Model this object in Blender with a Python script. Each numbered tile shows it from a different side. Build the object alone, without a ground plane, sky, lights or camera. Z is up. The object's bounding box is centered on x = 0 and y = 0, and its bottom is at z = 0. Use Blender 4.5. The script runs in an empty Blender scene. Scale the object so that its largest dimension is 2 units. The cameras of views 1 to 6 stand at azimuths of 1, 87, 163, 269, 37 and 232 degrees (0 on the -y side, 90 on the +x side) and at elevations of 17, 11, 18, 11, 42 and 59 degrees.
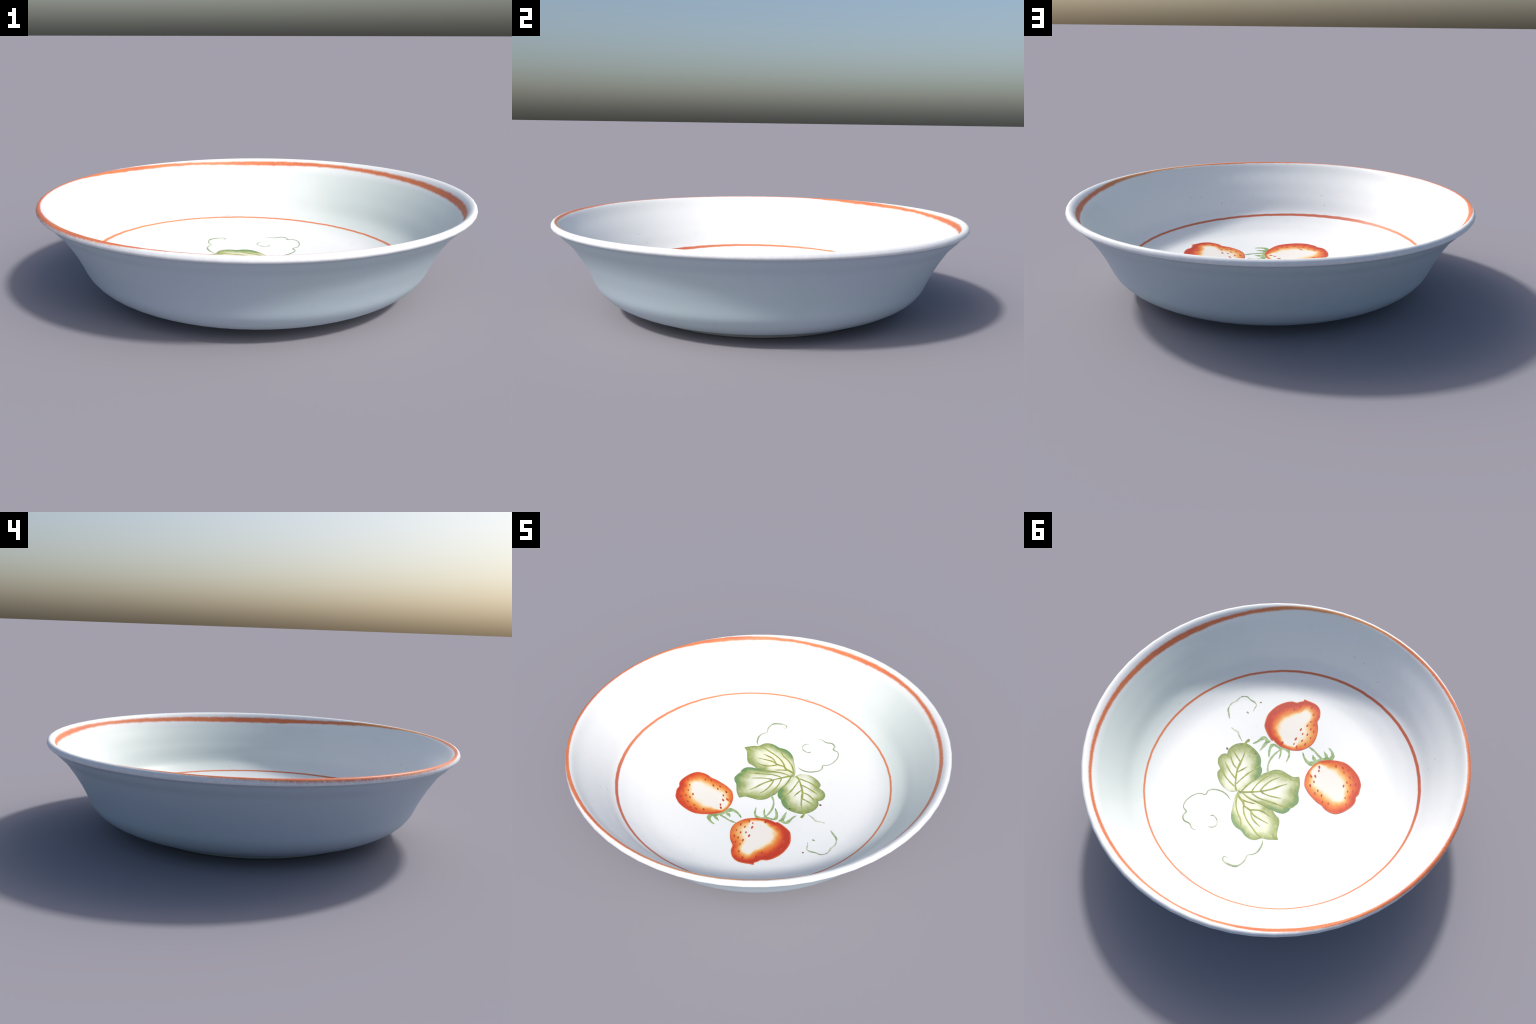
"""A shallow glazed porcelain bowl: flared wall, rolled rim, low foot ring,
orange painted bands, and a hand-painted strawberry sprig on the floor.
Every painted motif is a thin layer of enamel lying on the curved floor."""
import bpy, math, random
from mathutils import Vector

random.seed(7)
SEGMENTS = 64                    # the bowl is turned with 64 sides

# ---------------------------------------------------------------- profiles
# (radius, height) from the middle of the floor, up the inner wall to the lip
INNER_PROFILE = [(0.0, .050), (.13, .0505), (.225, .0535), (.30, .060), (.36, .0665), (.46, .0745),
                 (.55, .0800), (.60, .0840), (.65, .0950), (.69, .111), (.725, .1275), (.755, .147),
                 (.787, .172), (.811, .205), (.828, .240), (.8545, .280), (.8805, .320), (.9065, .355),
                 (.930, .385), (.945, .4070), (.956, .4255)]
RIM_PROFILE = [(.956, .4255), (.9645, .4375), (.9715, .4444), (.978, .4482), (.984, .4500), (.9885, .4496), (.993, .4472),
               (.9970, .4430), (.9993, .4375), (1.0, .4320), (.9985, .4275), (.9955, .4235)]
OUTER_PROFILE = [(.9955, .4235), (.9905, .4195), (.984, .4158), (.977, .4105), (.9715, .4045), (.954, .3850),
                 (.923, .3550), (.898, .3200), (.872, .2800), (.8495, .2400), (.8338, .2100), (.8200, .1800),
                 (.8115, .1600), (.8015, .1400), (.7875, .1200), (.769, .1000), (.748, .0830), (.718, .0650),
                 (.683, .0485), (.645, .0375), (.612, .0305), (.584, .0275)]
FOOT_PROFILE = [(.584, .0275), (.577, .0262), (.5725, .0230), (.571, .0150), (.5705, .0050), (.5675, .0008), (.558, .0),
                (.548, .0008), (.541, .0060), (.535, .0130), (.522, .0170), (.40, .0185), (.20, .0190), (0.0, .0190)]

# ------------------------------------------------- painted motif, plan view
BERRY_A_OUTLINE = [(0.327, -0.480), (0.308, -0.488), (0.281, -0.501), (0.253, -0.509), (0.224, -0.506), (0.199, -0.492), (0.177, -0.469), (0.165, -0.443), (0.154, -0.431), (0.127, -0.412), (0.102, -0.386), (0.080, -0.353), (0.068, -0.317), (0.071, -0.279), (0.083, -0.245), (0.100, -0.222), (0.126, -0.199), (0.153, -0.184), (0.182, -0.171), (0.210, -0.166), (0.234, -0.166), (0.243, -0.158), (0.283, -0.165), (0.320, -0.176), (0.342, -0.188), (0.366, -0.216), (0.382, -0.241), (0.391, -0.265), (0.397, -0.307), (0.395, -0.345), (0.384, -0.381), (0.365, -0.413), (0.340, -0.431), (0.331, -0.452), (0.322, -0.469)]
BERRY_A_HIGHLIGHT = [(0.257, -0.455), (0.228, -0.446), (0.207, -0.431), (0.202, -0.411), (0.194, -0.386), (0.178, -0.353), (0.155, -0.338), (0.140, -0.314), (0.134, -0.284), (0.120, -0.254), (0.110, -0.230), (0.139, -0.204), (0.163, -0.193), (0.192, -0.191), (0.225, -0.202), (0.252, -0.215), (0.276, -0.238), (0.293, -0.270), (0.297, -0.309), (0.290, -0.347), (0.278, -0.383), (0.267, -0.405), (0.259, -0.427)]
BERRY_A_CENTRE = (0.226, -0.307)
BERRY_A_SEEDS = [(0.256, -0.478), (0.213, -0.454), (0.185, -0.409), (0.179, -0.378), (0.157, -0.410), (0.148, -0.377), (0.184, -0.332), (0.155, -0.321), (0.133, -0.339), (0.123, -0.379), (0.156, -0.270), (0.123, -0.290), (0.104, -0.338), (0.138, -0.241), (0.114, -0.240), (0.093, -0.288), (0.187, -0.194), (0.378, -0.315), (0.351, -0.334), (0.360, -0.383), (0.313, -0.390), (0.307, -0.432), (0.357, -0.263), (0.307, -0.200)]
CALYX_A = [
    [(0.237, -0.146), (0.251, -0.135), (0.271, -0.138), (0.284, -0.136)],
    [(0.280, -0.142), (0.285, -0.115), (0.286, -0.083), (0.292, -0.057)],
    [(0.251, -0.138), (0.242, -0.102), (0.230, -0.059)],
    [(0.213, -0.151), (0.211, -0.128), (0.193, -0.101), (0.163, -0.073)],
    [(0.168, -0.163), (0.142, -0.144), (0.116, -0.109)],
    [(0.152, -0.181), (0.125, -0.187), (0.098, -0.171), (0.075, -0.129)],
    [(0.216, -0.151), (0.182, -0.158), (0.154, -0.174), (0.135, -0.190)],
]
STEM_A = [
    [(0.162, -0.158), (0.157, -0.104), (0.143, -0.064), (0.119, -0.030), (0.082, -0.002)],
]
BERRY_B_OUTLINE = [(-0.048, -0.214), (-0.044, -0.248), (-0.050, -0.278), (-0.064, -0.303), (-0.079, -0.321), (-0.106, -0.345), (-0.126, -0.361), (-0.156, -0.376), (-0.195, -0.382), (-0.240, -0.379), (-0.278, -0.369), (-0.316, -0.347), (-0.336, -0.322), (-0.351, -0.299), (-0.356, -0.274), (-0.372, -0.256), (-0.381, -0.235), (-0.383, -0.202), (-0.378, -0.164), (-0.361, -0.125), (-0.331, -0.106), (-0.297, -0.100), (-0.268, -0.102), (-0.242, -0.097), (-0.208, -0.096), (-0.162, -0.099), (-0.119, -0.110), (-0.101, -0.121), (-0.076, -0.147), (-0.060, -0.173), (-0.051, -0.196)]
BERRY_B_HIGHLIGHT = [(-0.099, -0.285), (-0.134, -0.292), (-0.174, -0.300), (-0.209, -0.294), (-0.234, -0.290), (-0.261, -0.272), (-0.286, -0.260), (-0.305, -0.233), (-0.320, -0.207), (-0.323, -0.187), (-0.305, -0.175), (-0.280, -0.170), (-0.248, -0.168), (-0.215, -0.159), (-0.178, -0.158), (-0.156, -0.153), (-0.131, -0.161), (-0.104, -0.179), (-0.069, -0.184), (-0.053, -0.215), (-0.056, -0.273), (-0.080, -0.277)]
BERRY_B_CENTRE = (-0.194, -0.227)
BERRY_B_SEEDS = [(-0.075, -0.252), (-0.092, -0.234), (-0.105, -0.196), (-0.090, -0.178), (-0.127, -0.167), (-0.132, -0.135), (-0.187, -0.123), (-0.185, -0.146), (-0.222, -0.141), (-0.256, -0.118), (-0.286, -0.134), (-0.135, -0.325), (-0.170, -0.347), (-0.202, -0.358), (-0.196, -0.331), (-0.242, -0.334), (-0.253, -0.350), (-0.255, -0.300), (-0.259, -0.271), (-0.281, -0.304), (-0.300, -0.264), (-0.322, -0.227), (-0.356, -0.203), (-0.318, -0.286), (-0.297, -0.327), (-0.362, -0.164)]
CALYX_B = [
    [(0.062, -0.244), (0.029, -0.228), (-0.007, -0.224), (-0.034, -0.242), (-0.043, -0.274)],
    [(0.011, -0.278), (-0.003, -0.268), (-0.027, -0.263)],
    [(-0.015, -0.339), (-0.036, -0.333), (-0.062, -0.322)],
    [(-0.015, -0.374), (-0.042, -0.372), (-0.070, -0.357), (-0.080, -0.333)],
    [(-0.029, -0.224), (-0.038, -0.263), (-0.050, -0.300), (-0.069, -0.323), (-0.089, -0.344)],
]
STEM_B = [
    [(0.067, -0.294), (0.024, -0.300), (-0.008, -0.298), (-0.044, -0.298)],
]
LEAF_UPPER_OUTLINE = [(0.103, 0.203), (0.118, 0.230), (0.145, 0.245), (0.177, 0.250), (0.218, 0.244), (0.257, 0.227), (0.271, 0.208), (0.275, 0.192), (0.311, 0.181), (0.336, 0.160), (0.344, 0.131), (0.337, 0.110), (0.328, 0.102), (0.345, 0.080), (0.352, 0.047), (0.346, 0.015), (0.329, -0.014), (0.304, -0.033), (0.257, -0.043), (0.210, -0.041), (0.174, -0.025), (0.149, -0.002), (0.124, 0.007), (0.102, 0.033), (0.093, 0.068), (0.096, 0.111), (0.101, 0.144), (0.097, 0.178)]
LEAF_UPPER_CENTRE = (0.221, 0.102)
LEAF_UPPER_VEINS = [
    [(0.103, 0.203), (0.130, 0.194), (0.171, 0.160), (0.212, 0.117), (0.237, 0.075), (0.262, 0.033), (0.290, -0.000)],
    [(0.172, 0.161), (0.217, 0.159), (0.263, 0.151), (0.294, 0.144)],
    [(0.215, 0.115), (0.251, 0.115), (0.293, 0.101), (0.312, 0.091)],
    [(0.240, 0.073), (0.275, 0.069), (0.324, 0.062)],
    [(0.199, 0.128), (0.194, 0.094), (0.192, 0.061)],
    [(0.142, 0.182), (0.150, 0.133), (0.154, 0.084), (0.151, 0.040)],
    [(0.135, 0.197), (0.181, 0.200), (0.225, 0.198), (0.252, 0.185)],
]
LEAF_UPPER_FOLDS = [
    [(0.275, 0.192), (0.254, 0.195), (0.230, 0.197)],
    [(0.328, 0.102), (0.305, 0.110)],
    [(0.149, -0.002), (0.152, 0.021), (0.151, 0.040)],
]
LEAF_SIDE_OUTLINE = [(0.097, 0.201), (0.102, 0.152), (0.099, 0.109), (0.096, 0.065), (0.099, 0.022), (0.090, -0.009), (0.078, -0.046), (0.050, -0.074), (0.016, -0.085), (-0.025, -0.098), (-0.041, -0.117), (-0.051, -0.123), (-0.090, -0.095), (-0.128, -0.051), (-0.155, -0.033), (-0.174, -0.006), (-0.170, 0.037), (-0.177, 0.056), (-0.173, 0.089), (-0.146, 0.113), (-0.108, 0.127), (-0.072, 0.143), (-0.026, 0.161), (0.030, 0.180), (0.075, 0.191)]
LEAF_SIDE_CENTRE = (-0.016, 0.058)
LEAF_SIDE_VEINS = [
    [(0.097, 0.201), (0.067, 0.170), (0.021, 0.106), (-0.009, 0.048), (-0.025, -0.004), (-0.041, -0.046)],
    [(0.050, 0.142), (0.067, 0.088), (0.071, 0.034), (0.067, 0.000)],
    [(0.022, 0.105), (0.033, 0.060), (0.033, 0.004), (0.019, -0.038)],
    [(0.013, 0.103), (-0.032, 0.084), (-0.091, 0.041)],
    [(0.042, 0.149), (-0.007, 0.137), (-0.060, 0.107), (-0.107, 0.081), (-0.153, 0.054)],
    [(0.076, 0.185), (0.030, 0.180), (-0.023, 0.159), (-0.075, 0.137), (-0.106, 0.130)],
    [(0.087, 0.186), (0.095, 0.143), (0.098, 0.110), (0.095, 0.066)],
]
LEAF_SIDE_FOLDS = [
    [(0.078, -0.004), (0.051, -0.043), (0.011, -0.071), (-0.034, -0.080), (-0.064, -0.103)],
    [(-0.153, 0.054), (-0.169, 0.035), (-0.174, 0.008)],
]
LEAF_LOWER_OUTLINE = [(0.093, 0.214), (0.060, 0.261), (0.029, 0.294), (0.001, 0.323), (-0.034, 0.343), (-0.073, 0.349), (-0.112, 0.339), (-0.145, 0.342), (-0.179, 0.335), (-0.204, 0.316), (-0.219, 0.280), (-0.241, 0.264), (-0.264, 0.239), (-0.279, 0.217), (-0.255, 0.205), (-0.225, 0.173), (-0.205, 0.148), (-0.179, 0.131), (-0.146, 0.130), (-0.117, 0.125), (-0.091, 0.134), (-0.035, 0.154), (0.021, 0.175), (0.067, 0.189)]
LEAF_LOWER_CENTRE = (-0.099, 0.244)
LEAF_LOWER_VEINS = [
    [(0.098, 0.205), (0.067, 0.217), (0.028, 0.219), (0.002, 0.229), (-0.038, 0.221), (-0.074, 0.225), (-0.117, 0.214), (-0.166, 0.197)],
    [(0.044, 0.217), (0.010, 0.199), (-0.024, 0.175)],
    [(-0.036, 0.220), (-0.074, 0.180), (-0.111, 0.166), (-0.137, 0.162)],
    [(-0.051, 0.226), (-0.093, 0.245), (-0.159, 0.243)],
    [(0.013, 0.228), (-0.032, 0.258), (-0.081, 0.274), (-0.133, 0.280), (-0.180, 0.284), (-0.212, 0.279)],
    [(0.083, 0.216), (0.045, 0.255), (-0.003, 0.282), (-0.056, 0.300), (-0.106, 0.336)],
]
LEAF_LOWER_FOLDS = [
    [(-0.279, 0.217), (-0.245, 0.224), (-0.217, 0.196)],
]
LEAF_UPPER_TIP = [
    [(0.307, -0.005), (0.322, -0.030), (0.324, -0.059)],
]
TENDRIL_BROKEN = [
    [(0.507, -0.052), (0.540, -0.071), (0.563, -0.084), (0.578, -0.106), (0.585, -0.131), (0.581, -0.160), (0.583, -0.173), (0.585, -0.192)],
    [(0.585, -0.192), (0.582, -0.207), (0.574, -0.218), (0.561, -0.229), (0.534, -0.231), (0.508, -0.239), (0.486, -0.238), (0.475, -0.222), (0.470, -0.207), (0.457, -0.194)],
    [(0.453, -0.024), (0.429, -0.028), (0.407, -0.036), (0.379, -0.026), (0.342, -0.017)],
    [(0.482, -0.162), (0.467, -0.163)],
]
TENDRIL_CLOUD = [
    [(0.075, 0.269), (0.112, 0.263), (0.152, 0.272), (0.187, 0.299), (0.200, 0.329), (0.190, 0.357), (0.218, 0.382), (0.228, 0.427), (0.221, 0.470), (0.199, 0.499), (0.167, 0.503), (0.157, 0.531), (0.129, 0.544), (0.096, 0.532), (0.065, 0.538), (0.042, 0.529)],
    [(0.065, 0.415), (0.056, 0.400), (0.022, 0.402), (-0.001, 0.423), (0.002, 0.449), (0.021, 0.466)],
]
TENDRIL_HOOK = [
    [(-0.224, 0.282), (-0.246, 0.299), (-0.266, 0.341), (-0.264, 0.377), (-0.250, 0.402), (-0.266, 0.435), (-0.268, 0.473), (-0.256, 0.496), (-0.217, 0.517), (-0.189, 0.519), (-0.178, 0.502), (-0.199, 0.493)],
]
SCRATCH = [
    [(-0.102, 0.749), (-0.169, 0.743), (-0.221, 0.727)],
]
SPECKS = [(0.481, -0.267), (0.356, 0.081), (0.230, -0.029)]

# ------------------------------------------------------------------ helpers
def monotone(points):
    """Monotone cubic through (x, y) points with rising x; returns y(x)."""
    xs = [p[0] for p in points]
    ys = [p[1] for p in points]
    n = len(xs)
    d = [(ys[i + 1] - ys[i]) / (xs[i + 1] - xs[i]) for i in range(n - 1)]
    m = [d[0]] + [0 if d[i - 1] * d[i] <= 0 else 2 * d[i - 1] * d[i] / (d[i - 1] + d[i]) for i in range(1, n - 1)] + [d[-1]]
    m[0] = 0.0

    def y(x):
        x = min(max(x, xs[0]), xs[-1])
        i = 0
        while i < n - 2 and x > xs[i + 1]:
            i += 1
        h = xs[i + 1] - xs[i]
        t = (x - xs[i]) / h
        return ((2 * t ** 3 - 3 * t * t + 1) * ys[i] + (t ** 3 - 2 * t * t + t) * h * m[i]
                + (3 * t * t - 2 * t ** 3) * ys[i + 1] + (t ** 3 - t * t) * h * m[i + 1])
    return y


FLOOR = monotone(INNER_PROFILE)


def floor_normal(x, y):
    r = math.hypot(x, y)
    if r < 1e-6:
        return Vector((0, 0, 1))
    s = (FLOOR(r + .004) - FLOOR(max(r - .004, 0))) / (.004 + min(r, .004))
    return Vector((-s * x / r, -s * y / r, 1)).normalized()


def catmull(points, steps, closed=False):
    """Centripetal-like Catmull-Rom through 2D points."""
    n = len(points)
    out = []
    spans = n if closed else n - 1
    for i in range(spans):
        if closed:
            p = [points[(i + k - 1) % n] for k in range(4)]
        else:
            p = [points[max(0, min(n - 1, i + k - 1))] for k in range(4)]
        for s in range(steps):
            t = s / steps
            out.append(tuple(.5 * (2 * p[1][a] + (p[2][a] - p[0][a]) * t + (2 * p[0][a] - 5 * p[1][a] + 4 * p[2][a] - p[3][a]) * t * t
                                   + (3 * p[1][a] - p[0][a] - 3 * p[2][a] + p[3][a]) * t ** 3) for a in (0, 1)))
    if not closed:
        out.append(points[-1])
    return out


def smooth_profile(points, steps=3):
    return catmull(points, steps)


def new_object(name, mesh, parent=None, material=None):
    obj = bpy.data.objects.new(name, mesh)
    bpy.context.scene.collection.objects.link(obj)
    if parent:
        obj.parent = parent
    if material and not mesh.materials:
        mesh.materials.append(material)
    return obj


def finish(mesh, normals):
    mesh.polygons.foreach_set("use_smooth", [True] * len(mesh.polygons))
    mesh.update()
    mesh.normals_split_custom_set_from_vertices([tuple(n) for n in normals])


def revolve(name, profile, tangent_profile, offset):
    """Turn part of the whole closed profile; normals come from the whole profile."""
    verts, normals, faces = [], [], []
    rows = []
    for k, (r, z) in enumerate(profile):
        i = offset + k
        a = tangent_profile[max(i - 1, 0)]
        b = tangent_profile[min(i + 1, len(tangent_profile) - 1)]
        dr, dz = b[0] - a[0], b[1] - a[1]
        nr, nz = -dz, dr
        length = math.hypot(nr, nz) or 1
        nr, nz = nr / length, nz / length
        if r < 1e-6:
            rows.append([len(verts)])
            verts.append((0, 0, z))
            normals.append((0, 0, 1 if nz > 0 else -1))
            continue
        row = []
        for s in range(SEGMENTS):
            t = 2 * math.pi * s / SEGMENTS
            row.append(len(verts))
            verts.append((r * math.cos(t), r * math.sin(t), z))
            normals.append((nr * math.cos(t), nr * math.sin(t), nz))
        rows.append(row)
    for a, b in zip(rows, rows[1:]):
        for s in range(SEGMENTS):
            t = (s + 1) % SEGMENTS
            if len(a) == 1:
                faces.append((a[0], b[s], b[t]))
            elif len(b) == 1:
                faces.append((a[s], b[0], a[t]))
            else:
                faces.append((a[s], b[s], b[t], a[t]))
    mesh = bpy.data.meshes.new(name)
    mesh.from_pydata(verts, [], faces)
    finish(mesh, normals)
    return mesh


# ---------------------------------------------------------------- materials
class Nodes:
    """Small wrapper to write node graphs as expressions."""

    def __init__(self, name, roughness=.45, specular=.25):
        self.mat = bpy.data.materials.new(name)
        self.mat.use_nodes = True
        self.t = self.mat.node_tree
        self.bsdf = self.t.nodes["Principled BSDF"]
        self.bsdf.inputs["Roughness"].default_value = roughness
        self.bsdf.inputs["Specular IOR Level"].default_value = specular
        co = self.t.nodes.new("ShaderNodeTexCoord").outputs["Object"]
        self.co = co
        sep = self.t.nodes.new("ShaderNodeSeparateXYZ")
        self.t.links.new(co, sep.inputs[0])
        self.x, self.y, self.z = sep.outputs

    def put(self, socket, value):
        if isinstance(value, bpy.types.NodeSocket):
            self.t.links.new(value, socket)
        else:
            socket.default_value = value

    def m(self, op, a, b=0.0, c=None, clamp=False):
        n = self.t.nodes.new("ShaderNodeMath")
        n.operation = op
        n.use_clamp = clamp
        self.put(n.inputs[0], a)
        self.put(n.inputs[1], b)
        if c is not None:
            self.put(n.inputs[2], c)
        return n.outputs[0]

    def step(self, v, lo, hi, a=0.0, b=1.0):
        n = self.t.nodes.new("ShaderNodeMapRange")
        n.interpolation_type = 'SMOOTHSTEP'
        for k, val in enumerate((v, lo, hi, a, b)):
            self.put(n.inputs[k], val)
        return n.outputs[0]

    def mix(self, f, a, b, blend='MIX'):
        n = self.t.nodes.new("ShaderNodeMix")
        n.data_type = 'RGBA'
        n.blend_type = blend
        self.put(n.inputs[0], f)
        self.put(n.inputs[6], a if isinstance(a, bpy.types.NodeSocket) else (*a, 1))
        self.put(n.inputs[7], b if isinstance(b, bpy.types.NodeSocket) else (*b, 1))
        return n.outputs[2]

    def ramp(self, f, stops):
        n = self.t.nodes.new("ShaderNodeValToRGB")
        e = n.color_ramp.elements
        e[0].position, e[0].color = stops[0][0], (*stops[0][1], 1)
        e[1].position, e[1].color = stops[-1][0], (*stops[-1][1], 1)
        for p, c in stops[1:-1]:
            e.new(p).color = (*c, 1)
        self.put(n.inputs[0], f)
        return n.outputs[0]

    def noise(self, scale, detail=3, vector=None, rough=.5):
        n = self.t.nodes.new("ShaderNodeTexNoise")
        n.inputs["Scale"].default_value = scale
        n.inputs["Detail"].default_value = detail
        n.inputs["Roughness"].default_value = rough
        self.put(n.inputs["Vector"], vector if vector is not None else self.co)
        return n.outputs["Fac"]

    def curve(self, f, points):
        n = self.t.nodes.new("ShaderNodeFloatCurve")
        c = n.mapping.curves[0]
        c.points[0].location = points[0]
        c.points[1].location = points[-1]
        for p in points[1:-1]:
            c.points.new(*p)
        n.mapping.update()
        self.put(n.inputs["Value"], f)
        return n.outputs[0]

    def vec(self, x, y, z=0.0):
        n = self.t.nodes.new("ShaderNodeCombineXYZ")
        for k, v in enumerate((x, y, z)):
            self.put(n.inputs[k], v)
        return n.outputs[0]

    def polar(self, cx=0.0, cy=0.0):
        x = self.m('SUBTRACT', self.x, cx)
        y = self.m('SUBTRACT', self.y, cy)
        r = self.m('SQRT', self.m('ADD', self.m('MULTIPLY', x, x), self.m('MULTIPLY', y, y)))
        a = self.m('MULTIPLY_ADD', self.m('ARCTAN2', y, x), 1 / (2 * math.pi), .5)
        return r, a, x, y

    def done(self, colour):
        self.put(self.bsdf.inputs["Base Color"], colour)
        return self.mat


def turn(table, lo, hi):
    """Table of (degrees, value) around the bowl -> points of a float curve on 0..1."""
    full = sorted(((d + 180) / 360, (v - lo) / (hi - lo)) for d, v in table)
    seam = full[0][1] + (full[-1][1] - full[0][1]) * full[0][0] / (full[0][0] + 1 - full[-1][0])
    return [(0, seam)] + full + [(1, seam)]


WHITE = (.79, .805, .81)


def porcelain(n, base=WHITE, cloud=(.71, .765, .74)):
    """Glaze with faint cool and greenish clouds and a fine grain."""
    c = n.mix(n.step(n.noise(1.5, 2), .42, .68), base, cloud)
    grain = tuple(v * .93 for v in base)
    return n.mix(n.step(n.noise(26, 3), .55, .8, 0, .5), c, grain)


def painted_porcelain():
    """Inside and rim: white glaze, thin orange line round the floor, broad band at the lip."""
    n = Nodes("painted_porcelain", .42, .2)
    c = porcelain(n, WHITE, (.765, .795, .79))
    # a broad greenish-grey darker area on one side of the wall, below the band
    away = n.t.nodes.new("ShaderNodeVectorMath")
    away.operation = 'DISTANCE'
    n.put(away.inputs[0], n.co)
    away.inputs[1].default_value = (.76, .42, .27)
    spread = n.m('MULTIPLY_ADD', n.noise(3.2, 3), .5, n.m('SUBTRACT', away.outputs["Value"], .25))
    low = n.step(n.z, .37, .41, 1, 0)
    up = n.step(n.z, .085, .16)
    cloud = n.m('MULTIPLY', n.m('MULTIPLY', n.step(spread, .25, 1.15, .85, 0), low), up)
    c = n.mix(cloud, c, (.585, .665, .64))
    # a few dark pinholes in the glaze
    v = n.t.nodes.new("ShaderNodeTexVoronoi")
    v.inputs["Scale"].default_value = 9
    n.put(v.inputs["Vector"], n.co)
    hole = n.m('MULTIPLY', n.step(v.outputs["Distance"], .035, .06, 1, 0), n.step(n.noise(3.1, 1), .54, .58))
    c = n.mix(n.m('MULTIPLY', hole, .35), c, (.35, .38, .38))
    r, a, x, y = n.polar()
    round_dir = n.vec(n.m('DIVIDE', x, n.m('MAXIMUM', r, .01)), n.m('DIVIDE', y, n.m('MAXIMUM', r, .01)), n.m('MULTIPLY', n.z, 1.0))
    # thin line, drawn slightly off centre
    rr, ra, _, _ = n.polar(-.030, -.007)
    half = n.m('MULTIPLY', n.curve(ra, turn([(-166, .0056), (-135, .0074), (-115, .0070), (-44, .0056), (10, .0052),
                                              (57, .0046), (100, .0044), (143, .0042), (170, .0050)], 0, .01)), .01)
    wobble = n.m('MULTIPLY_ADD', n.noise(14, 2, round_dir), .004, -.002)
    dist = n.m('ABSOLUTE', n.m('SUBTRACT', n.m('ADD', rr, wobble), .7547))
    line = n.step(n.m('SUBTRACT', dist, half), -.0028, .0028, 1, 0)
    shade = n.curve(ra, turn([(-170, .35), (-150, .6), (-138, .9), (-110, .85), (-60, .55), (0, .35), (60, .3), (120, .2), (150, .25)], 0, 1))
    paint = n.mix(n.m('ADD', shade, n.m('MULTIPLY_ADD', n.noise(40, 2), .4, -.2), clamp=True), (.68, .21, .065), (.52, .085, .035))
    c = n.mix(n.m('MULTIPLY', line, .95), c, paint)
    # broad band: distance along the section, over the crest and down the outside of the lip
    over = n.step(r, .986, .993)
    w = n.m('ADD', r, n.m('MULTIPLY', over, n.m('MAXIMUM', n.m('SUBTRACT', .4495, n.z), 0)))
    streak = n.m('MULTIPLY_ADD', n.noise(110, 2, round_dir), 1, -.5)
    slow = n.m('MULTIPLY_ADD', n.noise(9, 2, round_dir), 1, -.5)
    lip = n.step(w, .990, 1.004)
    c = n.mix(lip, c, n.mix(n.step(n.noise(55, 3), .4, .65), (.70, .735, .775), (.745, .77, .795)))
    rough_out = n.m('MULTIPLY', streak, n.step(w, .985, 1.005, .0045, .020))
    ww = n.m('ADD', n.m('ADD', w, rough_out), n.m('MULTIPLY', slow, .004))
    inner = n.m('MULTIPLY_ADD', n.curve(a, turn([(0, .936), (20, .939), (45, .946), (65, .950), (90, .9475), (115, .955), (138, .959),
                                                 (152, .967), (165, .976), (-178, .978), (-150, .979), (-130, .978), (-112, .973), (-90, .969),
                                                 (-70, .970), (-50, .962), (-35, .952), (-20, .944), (-10, .938)], .9, 1.05)), .15, .9)
    outer = n.m('MULTIPLY_ADD', n.curve(a, turn([(0, .956), (25, .957), (50, .961), (75, .964), (100, .964), (125, .973), (142, .983), (160, .993),
                                                 (180, 1.006), (-165, 1.013), (-145, 1.011), (-125, 1.004), (-105, .988), (-85, .984),
                                                 (-65, .982), (-45, .975), (-25, .960)], .9, 1.05)), .15, .9)
    band = n.m('MULTIPLY', n.step(n.m('SUBTRACT', ww, inner), -.0035, .004), n.step(n.m('SUBTRACT', outer, ww), n.step(w, .985, 1.002, -.0035, -.007), n.step(w, .985, 1.002, .005, .013)))
    blotch = n.m('MULTIPLY_ADD', n.noise(5, 4, round_dir), 1.6, -.45, clamp=True)
    fine = n.noise(90, 2, round_dir)
    paint = n.mix(blotch, (.68, .19, .05), (.56, .10, .034))
    paint = n.mix(n.step(fine, .5, .75, 0, .5), paint, (.50, .085, .04))
    golden = n.step(n.m('ABSOLUTE', n.m('SUBTRACT', a, .335)), .02, .10, .55, 0)
    paint = n.mix(golden, paint, (.74, .36, .10))
    c = n.mix(n.m('MULTIPLY', band, .95), c, paint)
    return n.done(c)


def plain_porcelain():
    """The outside is grey-blue, darker and cooler than the inside."""
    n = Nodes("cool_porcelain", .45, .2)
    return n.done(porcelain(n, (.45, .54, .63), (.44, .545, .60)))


def foot_material():
    """The foot is a darker grey than the wall above it."""
    n = Nodes("dark_grey_foot", .6, .2)
    c = porcelain(n, (.33, .37, .39), (.31, .35, .36))
    d = n.noise(22, 4)
    c = n.mix(n.step(d, .35, .75, .1, .55), c, (.30, .31, .29))
    return n.done(c)


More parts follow.
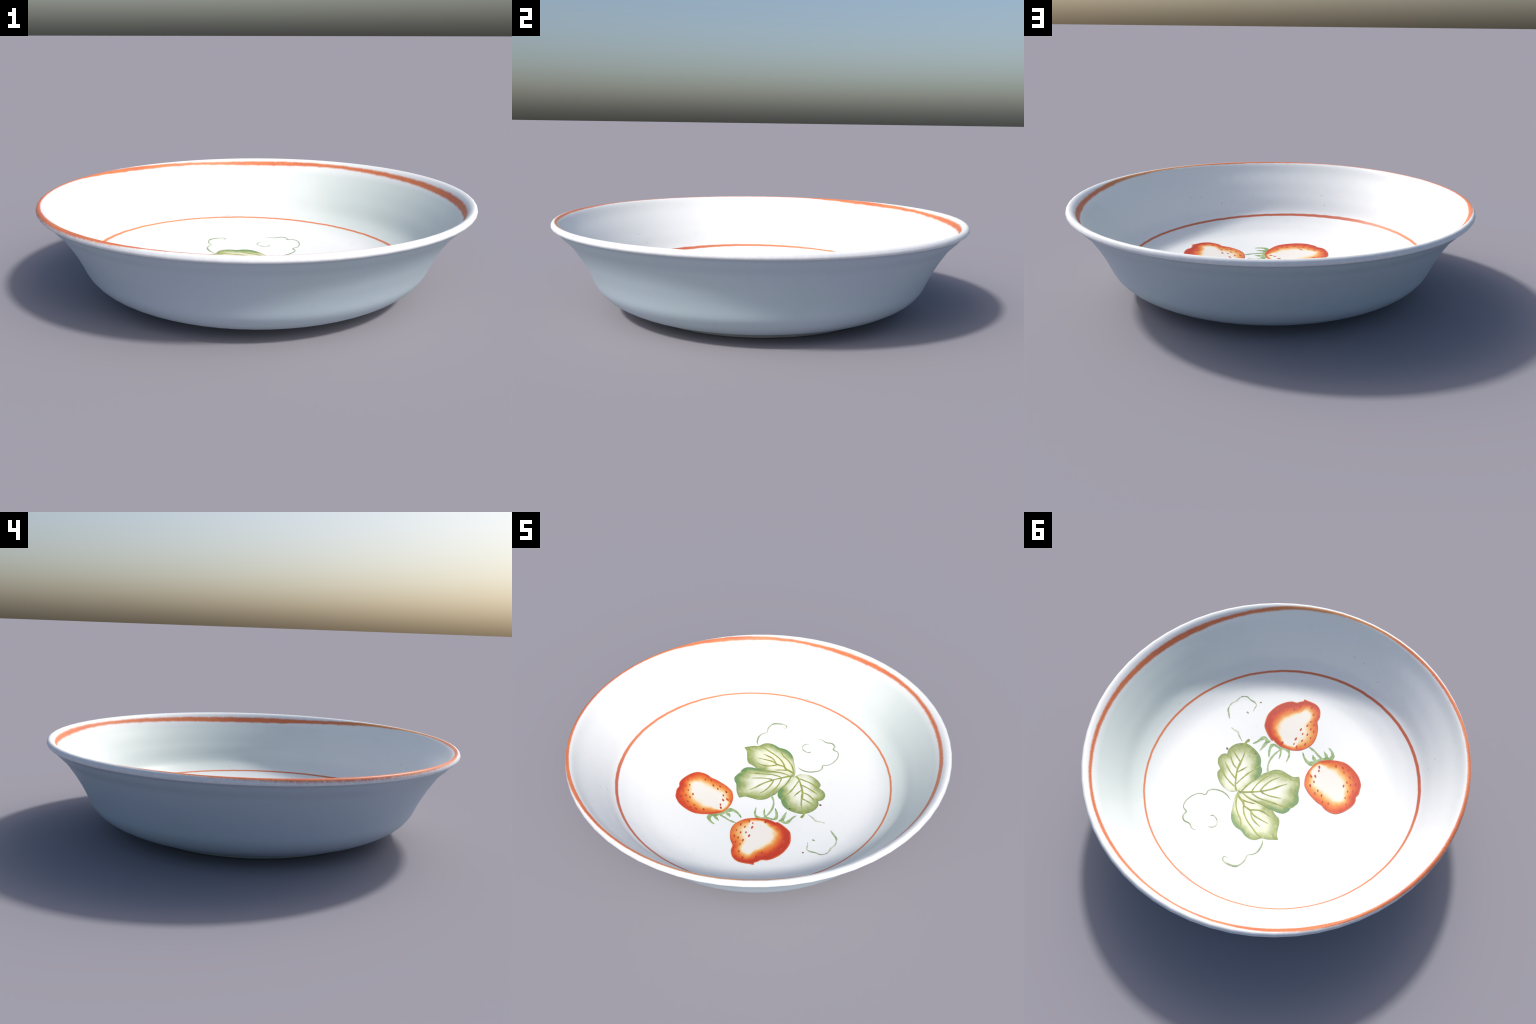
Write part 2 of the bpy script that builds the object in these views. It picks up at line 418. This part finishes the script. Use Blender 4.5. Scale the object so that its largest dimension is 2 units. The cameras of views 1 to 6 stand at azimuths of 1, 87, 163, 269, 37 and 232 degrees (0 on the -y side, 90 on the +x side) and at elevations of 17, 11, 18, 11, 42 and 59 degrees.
def radial_table(outline, centre, count=28):
    """How far the outline lies from the centre, for angles all round (polar form of the outline)."""
    pts = catmull(outline, 4, closed=True)
    table = []
    for k in range(count):
        t = -math.pi + 2 * math.pi * (k + .0) / count
        dx, dy = math.cos(t), math.sin(t)
        best = .001
        for (ax, ay), (bx, by) in zip(pts, pts[1:] + pts[:1]):
            ax, ay, bx, by = ax - centre[0], ay - centre[1], bx - centre[0], by - centre[1]
            ex, ey = bx - ax, by - ay
            den = dx * ey - dy * ex
            if abs(den) < 1e-12:
                continue
            s = (ax * ey - ay * ex) / den
            q = (ax * dy - ay * dx) / den
            if s > 0 and 0 <= q <= 1:
                best = max(best, s)
        table.append((k / count, best))
    return table + [(1, table[0][1])]


def strawberry_material(outline, highlight, centre, deep_angle, deep):
    n = Nodes("strawberry_enamel", .42, .2)
    r, a, x, y = n.polar()
    big = .26
    edge = n.m('MULTIPLY', n.curve(a, [(p, v / big) for p, v in radial_table(outline, centre)]), big)
    glow = n.m('MULTIPLY', n.curve(a, [(p, v / big) for p, v in radial_table(highlight, centre)]), big)
    soft = n.m('MULTIPLY_ADD', n.noise(22, 3), .030, -.015)
    inside = n.m('SUBTRACT', n.m('ADD', r, soft), n.m('SUBTRACT', glow, .018))
    rho = n.m('DIVIDE', inside, n.m('MAXIMUM', n.m('SUBTRACT', edge, glow), .02))
    theta = n.m('MULTIPLY_ADD', a, 2 * math.pi, -math.pi - deep_angle)
    strength = n.m('MULTIPLY_ADD', n.m('COSINE', theta), deep[1], deep[0])
    f = n.m('MULTIPLY', rho, strength, clamp=True)
    c = n.ramp(f, [(0, (.78, .752, .695)), (.14, (.80, .715, .55)), (.32, (.77, .46, .17)), (.48, (.72, .24, .055)),
                   (.68, (.66, .12, .032)), (.86, (.56, .058, .024)), (1, (.48, .045, .024))])
    blot = n.noise(30, 3)
    c = n.mix(n.m('MULTIPLY', n.step(blot, .52, .72, 0, .35), n.step(f, .4, .7)), c, (.40, .035, .022))
    return n.done(c)


def leaf_material(outline, centre, pale_angle, dark_angle, yellow, green):
    n = Nodes("leaf_enamel", .42, .2)
    r, a, x, y = n.polar()
    big = .24
    edge = n.m('MULTIPLY', n.curve(a, [(p, v / big) for p, v in radial_table(outline, centre)]), big)
    soft = n.m('MULTIPLY_ADD', n.noise(26, 3), .20, -.10)
    rho = n.m('ADD', n.m('DIVIDE', r, edge), soft)
    spread = n.m('MULTIPLY_ADD', a, 2 * math.pi, -math.pi)
    pale = n.step(n.m('COSINE', n.m('SUBTRACT', spread, pale_angle)), .45, .95)
    dark = n.step(n.m('COSINE', n.m('SUBTRACT', spread, dark_angle)), .35, .95)
    f = n.m('SUBTRACT', rho, n.m('MULTIPLY', pale, .40))
    f = n.m('ADD', f, n.m('MULTIPLY_ADD', dark, .06, green), clamp=True)
    heart = (.78, .76, .60) if yellow else (.77, .785, .71)
    c = n.ramp(f, [(.34, heart), (.60, (.61, .65, .46)), (.76, (.40, .455, .215)), (.90, (.30, .36, .135)), (1, (.225, .295, .10))])
    streaks = n.noise(60, 3)
    c = n.mix(n.step(streaks, .45, .75, 0, .22), c, (.68, .70, .50))
    patch = n.step(n.noise(17, 3), .50, .72, 0, .45)
    c = n.mix(n.m('MULTIPLY', patch, n.step(f, .45, .8)), c, (.21, .27, .085))
    thin = n.step(rho, .93, 1.02)
    c = n.mix(n.m('MULTIPLY', thin, n.m('MULTIPLY_ADD', n.noise(9, 2), .9, 0)), c, (.19, .28, .075))
    rim = n.m('MULTIPLY', dark, n.step(f, .80, 1.0))
    c = n.mix(n.m('MULTIPLY', rim, .8), c, (.12, .26, .10))
    return n.done(c)


def stroke_material(name, light, dark, scale=30, low=.35, high=.7):
    n = Nodes(name, .42, .2)
    return n.done(n.mix(n.step(n.noise(scale, 3), low, high), light, dark))


# ------------------------------------------------------------ enamel shapes
def dome(name, outline, centre, height, rings=10):
    """A thin closed layer of enamel: outline filled ring by ring, following the floor."""
    loop = catmull(outline, 4, closed=True)
    verts, normals, faces = [], [], []

    def add(x, y, h):
        verts.append((x - centre[0], y - centre[1], FLOOR(math.hypot(x, y)) + h))
        normals.append(floor_normal(x, y))
        return len(verts) - 1
    mid = add(*centre, height)
    rows = []
    for k in range(1, rings + 1):
        s = k / rings
        rows.append([add(centre[0] + (x - centre[0]) * s, centre[1] + (y - centre[1]) * s, height) for x, y in loop])
    rows.append([add(x, y, -.0006) for x, y in loop])
    n = len(loop)
    area = sum(a[0] * b[1] - a[1] * b[0] for a, b in zip(loop, loop[1:] + loop[:1]))
    for i in range(n):
        j = (i + 1) % n
        faces.append((mid, rows[0][i], rows[0][j]))
        for a, b in zip(rows, rows[1:]):
            faces.append((a[i], b[i], b[j], a[j]))
    if area < 0:
        faces = [tuple(reversed(f)) for f in faces]
    mesh = bpy.data.meshes.new(name)
    mesh.from_pydata(verts, [], faces)
    finish(mesh, normals)
    return mesh


def brush(mesh_name, strokes, height, origin=(0.0, 0.0), uneven=.16):
    """Brush strokes: (spine, width, start taper, end taper, closed) -> one mesh of raised ribbons."""
    verts, normals, faces = [], [], []

    def add(x, y, h):
        verts.append((x - origin[0], y - origin[1], FLOOR(math.hypot(x, y)) + h))
        normals.append(floor_normal(x, y))
        return len(verts) - 1
    for spine, width, start, end, closed in strokes:
        pts = catmull(spine, 8, closed)
        n = len(pts)
        phase = random.random() * 6.28
        rows = []
        for i, (x, y) in enumerate(pts):
            a = pts[(i - 1) % n] if closed else pts[max(i - 1, 0)]
            b = pts[(i + 1) % n] if closed else pts[min(i + 1, n - 1)]
            dx, dy = b[0] - a[0], b[1] - a[1]
            length = math.hypot(dx, dy) or 1
            nx, ny = -dy / length, dx / length
            t = i / (n - 1)
            w = width / 2
            if start:
                w *= min(1, .10 + (t / start) ** .8)
            if end:
                w *= min(1, .10 + ((1 - t) / end) ** .8)
            w *= 1 + uneven * math.sin(phase + 9 * t) + .5 * uneven * math.sin(phase * 2 + 27 * t)
            rows.append([add(x + nx * w, y + ny * w, -.0006), add(x + nx * w, y + ny * w, height),
                         add(x - nx * w, y - ny * w, height), add(x - nx * w, y - ny * w, -.0006)])
        for a, b in zip(rows, rows[1:] + (rows[:1] if closed else [])):
            for k in range(4):
                q = (k + 1) % 4
                faces.append((a[k], a[q], b[q], b[k]))
        if not closed:
            faces.append(tuple(reversed(rows[0])))
            faces.append(tuple(rows[-1]))
    mesh = bpy.data.meshes.new(mesh_name)
    mesh.from_pydata(verts, [], faces)
    finish(mesh, normals)
    return mesh


def spots(mesh_name, points, long_half, short_half, axis, height, origin=(0.0, 0.0), jitter=.35):
    verts, normals, faces = [], [], []
    for px, py in points:
        t = math.atan2(axis[1], axis[0]) + random.uniform(-jitter, jitter)
        s = random.uniform(.8, 1.25)
        ca, sa = math.cos(t), math.sin(t)
        loops = []
        for h in (height, -.0006):
            row = []
            for k in range(14):
                u = 2 * math.pi * k / 14
                lx = math.cos(u) * long_half * s
                ly = math.sin(u) * short_half * s * (1 - .25 * math.cos(u))
                x, y = px + ca * lx - sa * ly, py + sa * lx + ca * ly
                row.append(len(verts))
                verts.append((x - origin[0], y - origin[1], FLOOR(math.hypot(x, y)) + h))
                normals.append(floor_normal(x, y))
            loops.append(row)
        faces.append(tuple(loops[0]))
        faces.append(tuple(reversed(loops[1])))
        for k in range(14):
            q = (k + 1) % 14
            faces.append((loops[1][k], loops[1][q], loops[0][q], loops[0][k]))
    mesh = bpy.data.meshes.new(mesh_name)
    mesh.from_pydata(verts, [], faces)
    finish(mesh, normals)
    return mesh


def piece(name, mesh, parent, material, origin=(0.0, 0.0), parent_origin=(0.0, 0.0)):
    obj = new_object(name, mesh, parent, material)
    obj.location = (origin[0] - parent_origin[0], origin[1] - parent_origin[1], 0)
    return obj


# ---------------------------------------------------------------- the bowl
bowl = bpy.data.objects.new("bowl", None)
bpy.context.scene.collection.objects.link(bowl)
bowl["label"] = "shallow flared white porcelain bowl with painted strawberries and orange rim"
bowl["category"] = "bowl"

fine_inner = [(r, FLOOR(r)) for r in [INNER_PROFILE[-1][0] * (i / 70) for i in range(71)]]
sections = [fine_inner, smooth_profile(RIM_PROFILE), smooth_profile(OUTER_PROFILE), smooth_profile(FOOT_PROFILE)]
whole = []
starts = []
for sec in sections:
    starts.append(max(len(whole) - 1, 0))
    whole += sec if not whole else sec[1:]
painted, plain, bare = painted_porcelain(), plain_porcelain(), foot_material()  # bare is only the dark grey foot colour
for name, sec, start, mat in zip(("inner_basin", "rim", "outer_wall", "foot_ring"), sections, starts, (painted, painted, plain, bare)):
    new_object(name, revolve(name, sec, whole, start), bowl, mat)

# ------------------------------------------------------- the painted sprig
vein_paint = stroke_material("vein_enamel", (.32, .375, .09), (.21, .26, .055))
fold_paint = stroke_material("fold_enamel", (.30, .37, .10), (.22, .29, .07))
calyx_paint = stroke_material("calyx_enamel", (.36, .48, .25), (.17, .29, .09), 34)
stem_paint = stroke_material("stem_enamel", (.34, .45, .24), (.24, .34, .15), 26)
tendril_paint = stroke_material("tendril_enamel", (.54, .60, .46), (.23, .31, .16), 13, .30, .60)
outline_paint = stroke_material("outline_enamel", (.62, .15, .055), (.50, .07, .03), 18)
seed_paint = stroke_material("seed_enamel", (.52, .09, .03), (.40, .042, .018), 9)
speck_paint = stroke_material("speck_enamel", (.22, .08, .05), (.16, .06, .04))
grey_paint = stroke_material("scratch_grey", (.52, .56, .54), (.40, .45, .44))

for outline, centre, veins, folds, pale, dark, yellow, green in (
        (LEAF_UPPER_OUTLINE, LEAF_UPPER_CENTRE, LEAF_UPPER_VEINS, LEAF_UPPER_FOLDS, 2.44, -2.4, False, .05),
        (LEAF_SIDE_OUTLINE, LEAF_SIDE_CENTRE, LEAF_SIDE_VEINS, LEAF_SIDE_FOLDS, .90, 3.1, False, .02),
        (LEAF_LOWER_OUTLINE, LEAF_LOWER_CENTRE, LEAF_LOWER_VEINS, LEAF_LOWER_FOLDS, -.35, 1.35, True, .02)):
    leaf = piece("leaf", dome("leaf", outline, centre, .0006 if yellow else .0011), bowl, leaf_material(outline, centre, pale, dark, yellow, green), centre)
    for i, spine in enumerate(veins):
        width = .0105 if i == 0 else .0078
        piece("vein", brush("vein", [(spine, width, .10, .40, False)], .0018, centre), leaf, vein_paint, centre, centre)
    for spine in folds:
        piece("fold_line", brush("fold_line", [(spine, .0075, .15, .6, False)], .0016, centre), leaf, fold_paint, centre, centre)
    if outline is LEAF_UPPER_OUTLINE:
        piece("leaf_tip", brush("leaf_tip", [(LEAF_UPPER_TIP[0], .0125, .1, .1, False)], .0019, centre), leaf, vein_paint, centre, centre)

berries = (
    (BERRY_A_OUTLINE, BERRY_A_HIGHLIGHT, BERRY_A_CENTRE, BERRY_A_SEEDS, .05, (.82, .34), (.15, -.28),
     CALYX_A, [(.018, .2, .2), (.019, .15, .8), (.022, .2, .9), (.021, .25, .8), (.015, .2, .9), (.018, .2, .8), (.012, .2, .2)], STEM_A),
    (BERRY_B_OUTLINE, BERRY_B_HIGHLIGHT, BERRY_B_CENTRE, BERRY_B_SEEDS, -2.5, (.68, .18), (-.27, .15),
     CALYX_B, [(.026, .8, .1), (.018, .8, .1), (.018, .9, .1), (.021, .8, .1), (.020, .2, .2)], STEM_B))
for outline, highlight, centre, seeds, deep_angle, deep, axis, calyx, sizes, stem in berries:
    piece("stem", brush("stem", [(stem[0], .0105, .2, .1, False)], .0012), bowl, stem_paint)
    berry = piece("strawberry", dome("strawberry", outline, centre, .0014), bowl,
                  strawberry_material(outline, highlight, centre, deep_angle, deep), centre)
    piece("outline_stroke", brush("outline_stroke", [(outline, .0050, 0, 0, True)], .0018, centre), berry, outline_paint, centre, centre)
    grains = piece("seed", spots("seed", seeds, .0092, .0046, axis, .0020, centre), berry, seed_paint, centre, centre)
    grains["kind"] = "stuff"
    for spine, (width, start, end) in zip(calyx, sizes):
        piece("sepal", brush("sepal", [(spine, width, start, end, False)], .0010, centre), berry, calyx_paint, centre, centre)

for strokes, widths in ((TENDRIL_BROKEN, (.0082, .0064, .0082, .008)), (TENDRIL_CLOUD, (.0064, .0056)), (TENDRIL_HOOK, (.0080,))):
    piece("tendril", brush("tendril", [(s, w, .12, .18, False) for s, w in zip(strokes, widths)], .0011, uneven=.3), bowl, tendril_paint)

flecks = piece("paint_fleck", spots("paint_fleck", SPECKS, .0062, .0045, (1, .3), .0014), bowl, speck_paint)
flecks["kind"] = "stuff"
piece("hairline_scratch", brush("hairline_scratch", [(SCRATCH[0], .0040, .4, .4, False)], .0012), bowl, grey_paint)
